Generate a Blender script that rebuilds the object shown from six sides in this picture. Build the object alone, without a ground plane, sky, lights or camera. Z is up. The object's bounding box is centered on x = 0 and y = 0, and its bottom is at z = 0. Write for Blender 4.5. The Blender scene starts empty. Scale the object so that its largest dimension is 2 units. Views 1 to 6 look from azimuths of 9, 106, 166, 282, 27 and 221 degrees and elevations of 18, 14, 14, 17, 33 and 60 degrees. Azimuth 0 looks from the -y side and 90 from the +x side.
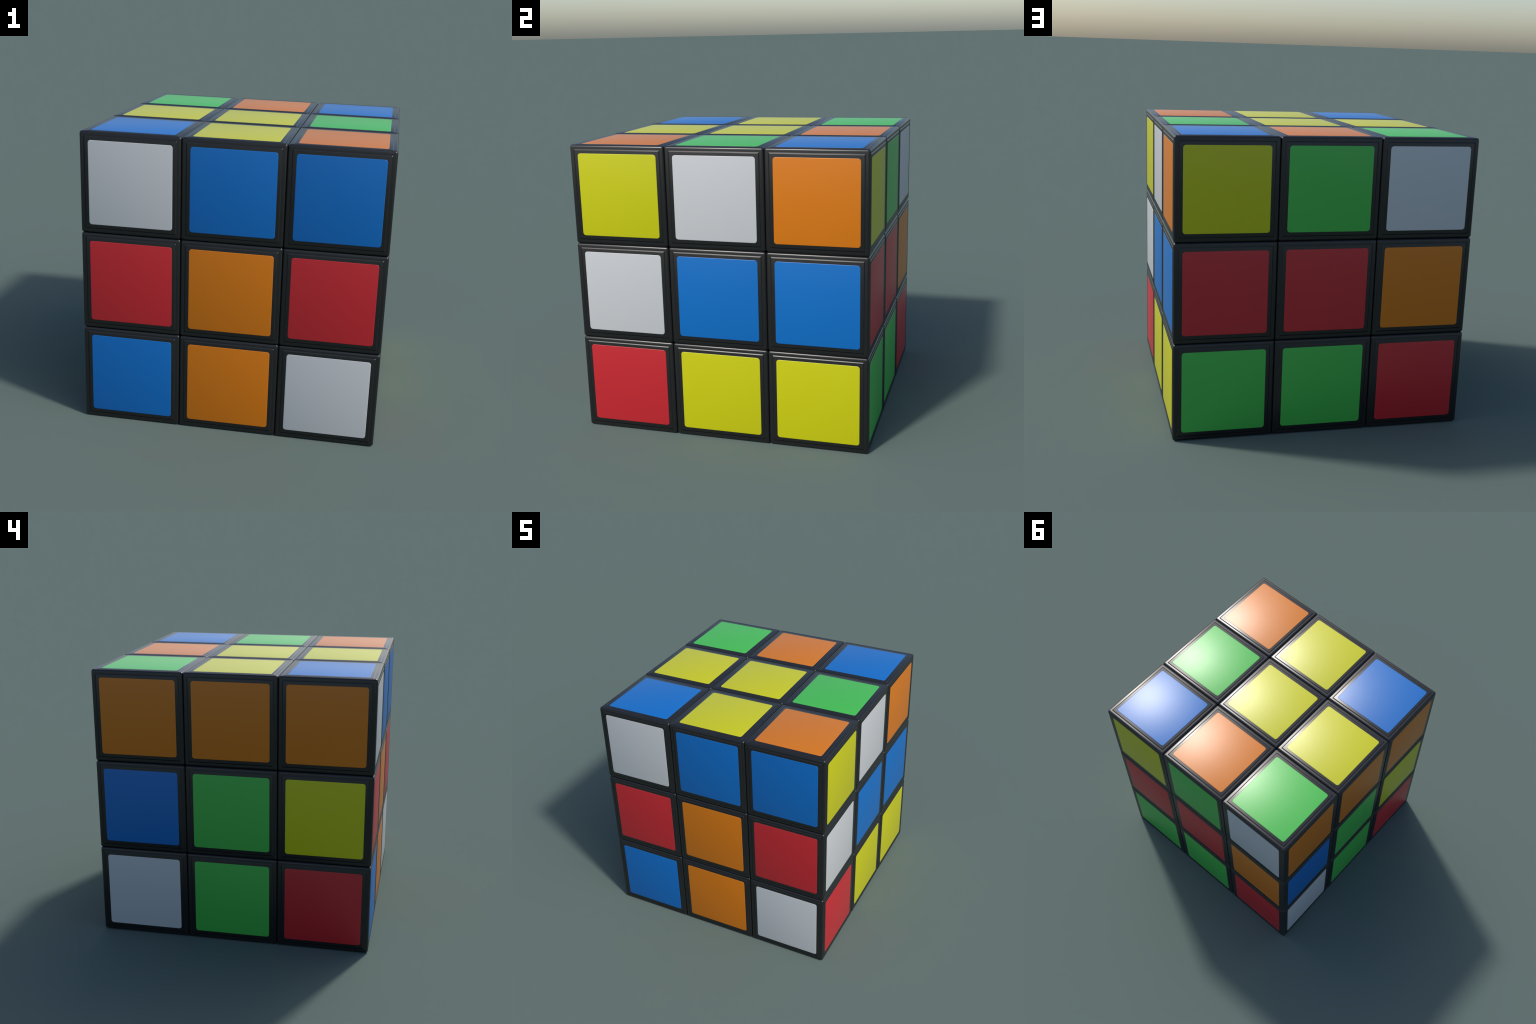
"""A scrambled 3x3x3 twisty puzzle: black plastic cubies with raised panels and
glossy coloured stickers. Axis-aligned, 2 m on a side, standing on z = 0."""
import bpy
import math
from mathutils import Vector, Matrix

# ------------------------------------------------------------------ sizes
PITCH = 0.66655            # spacing of the cubies
STICKER_TOP = 1.0 - PITCH  # sticker surface, measured from the cubie's centre
STICKER_THICK = 0.0006
PANEL = STICKER_TOP - STICKER_THICK
BAND = STICKER_TOP - 0.0002 # rim of the outer band of each cubie face
STEP = 0.0016              # the band dips this far to the foot of the raised panel
FILLET = 0.0165            # rounded cubie edges
FOOT = 0.3038              # half width of the step's foot
SHOULDER = 0.2995          # top of the steep part of the step
PANEL_HALF = 0.2966        # half width of the flat panel
STICKER_HALF = 0.2768
STICKER_CORNER = 0.019
STICKER_BEVEL = 0.0030
PILLOW = 0.31              # how fast the faces' normals lean outwards, per metre


# -------------------------------------------------------------- materials
def plastic(name, colour, roughness, specular=0.5, grain=0.02, grain_scale=60.0):
    """Glossy moulded plastic / vinyl: one colour with a faint grain."""
    mat = bpy.data.materials.new(name)
    mat.use_nodes = True
    nt = mat.node_tree
    shader = nt.nodes["Principled BSDF"]
    coord = nt.nodes.new("ShaderNodeTexCoord")
    noise = nt.nodes.new("ShaderNodeTexNoise")
    noise.inputs["Scale"].default_value = grain_scale
    noise.inputs["Detail"].default_value = 3.0
    nt.links.new(coord.outputs["Object"], noise.inputs["Vector"])
    mix = nt.nodes.new("ShaderNodeMix")
    mix.data_type = "RGBA"
    mix.inputs["A"].default_value = (*[c * (1 - grain) for c in colour], 1)
    mix.inputs["B"].default_value = (*[min(1, c * (1 + grain)) for c in colour], 1)
    nt.links.new(noise.outputs["Fac"], mix.inputs["Factor"])
    nt.links.new(mix.outputs["Result"], shader.inputs["Base Color"])
    shader.inputs["Roughness"].default_value = roughness
    shader.inputs["Specular IOR Level"].default_value = specular
    return mat


GLOSS = 0.37
BLACK = plastic("black_plastic", (0.010, 0.010, 0.0105), 0.325, 0.5, 0.05)
VINYL = {
    "W": plastic("white_vinyl", (0.460, 0.470, 0.480), GLOSS),
    "Y": plastic("yellow_vinyl", (0.465, 0.460, 0.001), GLOSS),
    "B": plastic("blue_vinyl", (0.001, 0.122, 0.410), GLOSS),
    "R": plastic("red_vinyl", (0.435, 0.0155, 0.0225), GLOSS),
    "O": plastic("orange_vinyl", (0.526, 0.150, 0.001), GLOSS),
    "G": plastic("green_vinyl", (0.052, 0.400, 0.060), GLOSS),
}

# six outward directions as frames: normal, then the face's two own axes
FACES = [
    (Vector((1, 0, 0)), Vector((0, 1, 0))), (Vector((-1, 0, 0)), Vector((0, -1, 0))),
    (Vector((0, 1, 0)), Vector((-1, 0, 0))), (Vector((0, -1, 0)), Vector((1, 0, 0))),
    (Vector((0, 0, 1)), Vector((1, 0, 0))), (Vector((0, 0, -1)), Vector((1, 0, 0))),
]


def finish(name, verts, faces, normals, material):
    mesh = bpy.data.meshes.new(name)
    mesh.from_pydata([tuple(v) for v in verts], [], faces)
    mesh.materials.append(material)
    mesh.polygons.foreach_set("use_smooth", [True] * len(mesh.polygons))
    mesh.update()
    mesh.normals_split_custom_set_from_vertices([tuple(n.normalized()) for n in normals])
    return mesh


# ------------------------------------------------------------ cubie mesh
def cubie_mesh():
    """Rounded box; on each of its six sides a slightly raised square panel."""
    verts, normals, faces = [], [], []
    index = {}

    def put(p, n, side=None):
        """Vertex at p with normal n; vertices of one side alone carry its number."""
        key = (side, *(round(c, 6) for c in p))
        if key not in index:
            index[key] = len(verts)
            verts.append(Vector(p))
            normals.append(Vector(n))
        return index[key]

    segments = 6
    core = BAND - FILLET
    lean = 0.125
    # rings of each side, from the fillet in: half width, height, outward lean of the
    # normal, and how far that lean turns towards the diagonal at the corners
    rings = [
        (core, BAND, 0.11, 1.0),
        (FOOT + 0.0012, PANEL - STEP, 0.07, 1.0),
        (FOOT - 0.0008, PANEL - 0.7 * STEP, 0.85, 0.0),
        (SHOULDER, PANEL - 0.15 * STEP, 0.85, 0.0),
        (PANEL_HALF, PANEL, lean, 1.0),
    ]
    signs = ((-1, -1), (1, -1), (1, 1), (-1, 1))
    for n, u in FACES:
        v = n.cross(u)
        tip = Vector((0.028, 0.018, 0)) if n.z > 0.5 else Vector()   # top normals tilted to shift the sun glint on the frame
        for i in range(4):                       # four sides of the frame
            (au, av), (bu, bv) = signs[i], signs[(i + 1) % 4]
            out = (u * (au + bu) + v * (av + bv)) / 2
            along = (u * (bu - au) + v * (bv - av)) / 2
            pairs = []
            for a, h, t, turn in rings:
                tag = (tuple(n), i) if turn < 1 else None
                row = []
                for e in (-1, -0.985, 0.985, 1):
                    sway = e * turn if abs(e) < 1 else e * max(turn, 0.7)
                    row.append(put(n * h + (out + along * e) * a, n + (out + along * sway) * t + tip, tag))
                pairs.append(row)
            for p, q in zip(pairs, pairs[1:]):
                for k in range(3):
                    faces.append((p[k], p[k + 1], q[k + 1], q[k]))
        faces.append(tuple(put(n * PANEL + (u * su + v * sv) * PANEL_HALF, n) for su, sv in signs))

    def arc(a, b, t):
        """Point direction between two face normals at fraction t."""
        ang = t * math.pi / 2
        return a * math.cos(ang) + b * math.sin(ang)

    # twelve rounded edges
    for i, (n, _) in enumerate(FACES):
        for m, _ in FACES[i + 1:]:
            if abs(n.dot(m)) > 0.5:
                continue
            w = n.cross(m)
            strip = []
            for s in range(segments + 1):
                d = arc(n, m, s / segments)
                strip.append([put((n + m) * core + w * core * e + d * FILLET, d + w * e * 0.06) for e in (-1, 1)])
            for a, b in zip(strip, strip[1:]):
                faces.append((a[0], b[0], b[1], a[1]))
    # eight rounded corners: each a triangular patch of the sphere
    for sx in (-1, 1):
        for sy in (-1, 1):
            for sz in (-1, 1):
                X, Y, Z = Vector((sx, 0, 0)), Vector((0, sy, 0)), Vector((0, 0, sz))
                rows = []
                for r in range(segments + 1):
                    left, right = arc(Z, X, r / segments), arc(Z, Y, r / segments)
                    row = []
                    for c in range(r + 1):
                        if r == 0:
                            d = Z
                        else:
                            ang = c / r
                            total = left.angle(right)
                            d = (left * math.sin((1 - ang) * total) + right * math.sin(ang * total)) / math.sin(total)
                        row.append(put((X + Y + Z) * core + d * FILLET, d))
                    rows.append(row)
                for a, b in zip(rows, rows[1:]):
                    for c in range(len(a)):
                        faces.append((a[c], b[c], b[c + 1]))
                        if c + 1 < len(a):
                            faces.append((a[c], b[c + 1], a[c + 1]))
    # wind every face outwards
    wound = []
    for f in faces:
        a, b, c = (verts[k] for k in f[:3])
        middle = sum((verts[k] for k in f), Vector()) / len(f)
        wound.append(tuple(f) if (b - a).cross(c - a).dot(middle) > 0 else tuple(reversed(f)))
    return finish("cubie", verts, wound, normals, BLACK)


# ---------------------------------------------------------- sticker mesh
def sticker_mesh(name, material, lean_x=0.0, lean_y=0.0):
    """Thin square tile with rounded corners and softened rim; lies in xy, top at z = 0."""
    verts, normals, faces = [], [], []
    steps = 10

    def outline(half, corner):
        for k, (sx, sy) in enumerate(((1, 1), (-1, 1), (-1, -1), (1, -1))):
            for s in range(steps + 1):
                a = (k + s / steps) * math.pi / 2
                out = Vector((math.cos(a), math.sin(a), 0))
                yield Vector((sx * (half - corner), sy * (half - corner), 0)) + out * corner, out

    rings = []
    up = Vector((0, 0, 1))
    profile = [(0.0, -STICKER_THICK - 0.0008, None), (0.0, -STICKER_THICK * 0.75, 1.8),
               (STICKER_BEVEL * 0.4, -STICKER_THICK * 0.22, 0.68), (STICKER_BEVEL, 0.0, 0.0)]
    for inset, z, lean in profile:
        ring = []
        for p, out in outline(STICKER_HALF - inset, STICKER_CORNER - inset):
            ring.append(len(verts))
            verts.append(p + up * z)
            if lean is None:
                normals.append(out)
            elif lean == 0.0:
                normals.append(up + Vector((p.x * PILLOW + lean_x, p.y * PILLOW + lean_y, 0)))
            else:
                normals.append(up + out * lean)
        rings.append(ring)
    n = len(rings[0])
    for a, b in zip(rings, rings[1:]):
        for i in range(n):
            j = (i + 1) % n
            faces.append((a[i], a[j], b[j], b[i]))
    faces.append(tuple(rings[-1]))
    faces.append(tuple(reversed(rings[0])))
    return finish(name, verts, faces, normals, material)


# -------------------------------------------------------------- assembly
# Colours row by row, as each side is seen from outside (top and bottom: seen from
# above / below with the front edge nearest the front row listed first for the top).
PATTERN = {
    "front": ["WBB", "ROR", "BOW"],     # -y, left is -x
    "right": ["YWO", "WBB", "RYY"],     # +x, left is -y
    "back": ["YGW", "RRO", "GGR"],      # +y, left is +x
    "left": ["OOO", "BGY", "WGR"],      # -x, left is +y
    "top": ["GOB", "YYG", "BYO"],       # +z, upper row is +y, left is -x
    "bottom": ["WWG", "YWG", "BRR"],    # -z, upper row is -y, left is -x
}
SIDES = {  # outward normal, direction of increasing column, direction of increasing row
    "front": (Vector((0, -1, 0)), Vector((1, 0, 0)), Vector((0, 0, -1))),
    "right": (Vector((1, 0, 0)), Vector((0, 1, 0)), Vector((0, 0, -1))),
    "back": (Vector((0, 1, 0)), Vector((-1, 0, 0)), Vector((0, 0, -1))),
    "left": (Vector((-1, 0, 0)), Vector((0, -1, 0)), Vector((0, 0, -1))),
    "top": (Vector((0, 0, 1)), Vector((1, 0, 0)), Vector((0, -1, 0))),
    "bottom": (Vector((0, 0, -1)), Vector((1, 0, 0)), Vector((0, 1, 0))),
}

scene = bpy.context.scene
root = bpy.data.objects.new("puzzle_cube", None)
root.empty_display_size = 0.5
root["label"] = "scrambled black plastic puzzle cube with six sticker colours"
root["category"] = "puzzle toy"
scene.collection.objects.link(root)

body = cubie_mesh()
cubies = {}
for ix in (-1, 0, 1):
    for iy in (-1, 0, 1):
        for iz in (-1, 0, 1):
            is_core = (ix, iy, iz) == (0, 0, 0)
            ob = bpy.data.objects.new("core" if is_core else "cubie", body)
            ob.location = (ix * PITCH, iy * PITCH, 1.0 + iz * PITCH)
            ob.parent = root
            scene.collection.objects.link(ob)
            cubies[ix, iy, iz] = ob

tiles = {key: sticker_mesh(mat.name.split("_")[0] + "_sticker", mat) for key, mat in VINYL.items()}
# flat top stickers with skewed shading normals, placing the sun highlight off-centre
top_tiles = {key: sticker_mesh(mat.name.split("_")[0] + "_top_sticker", mat, 0.033, 0.029) for key, mat in VINYL.items()}
for side, (n, right, down) in SIDES.items():
    spin = Matrix((right, -down, n)).transposed().to_4x4()
    for r, row in enumerate(PATTERN[side]):
        for c, key in enumerate(row):
            cell = n + right * (c - 1) + down * (r - 1)
            owner = cubies[tuple(int(round(x)) for x in cell)]
            ob = bpy.data.objects.new("sticker", (top_tiles if side == "top" else tiles)[key])
            ob.parent = owner
            ob.matrix_local = Matrix.Translation(n * STICKER_TOP) @ spin
            scene.collection.objects.link(ob)
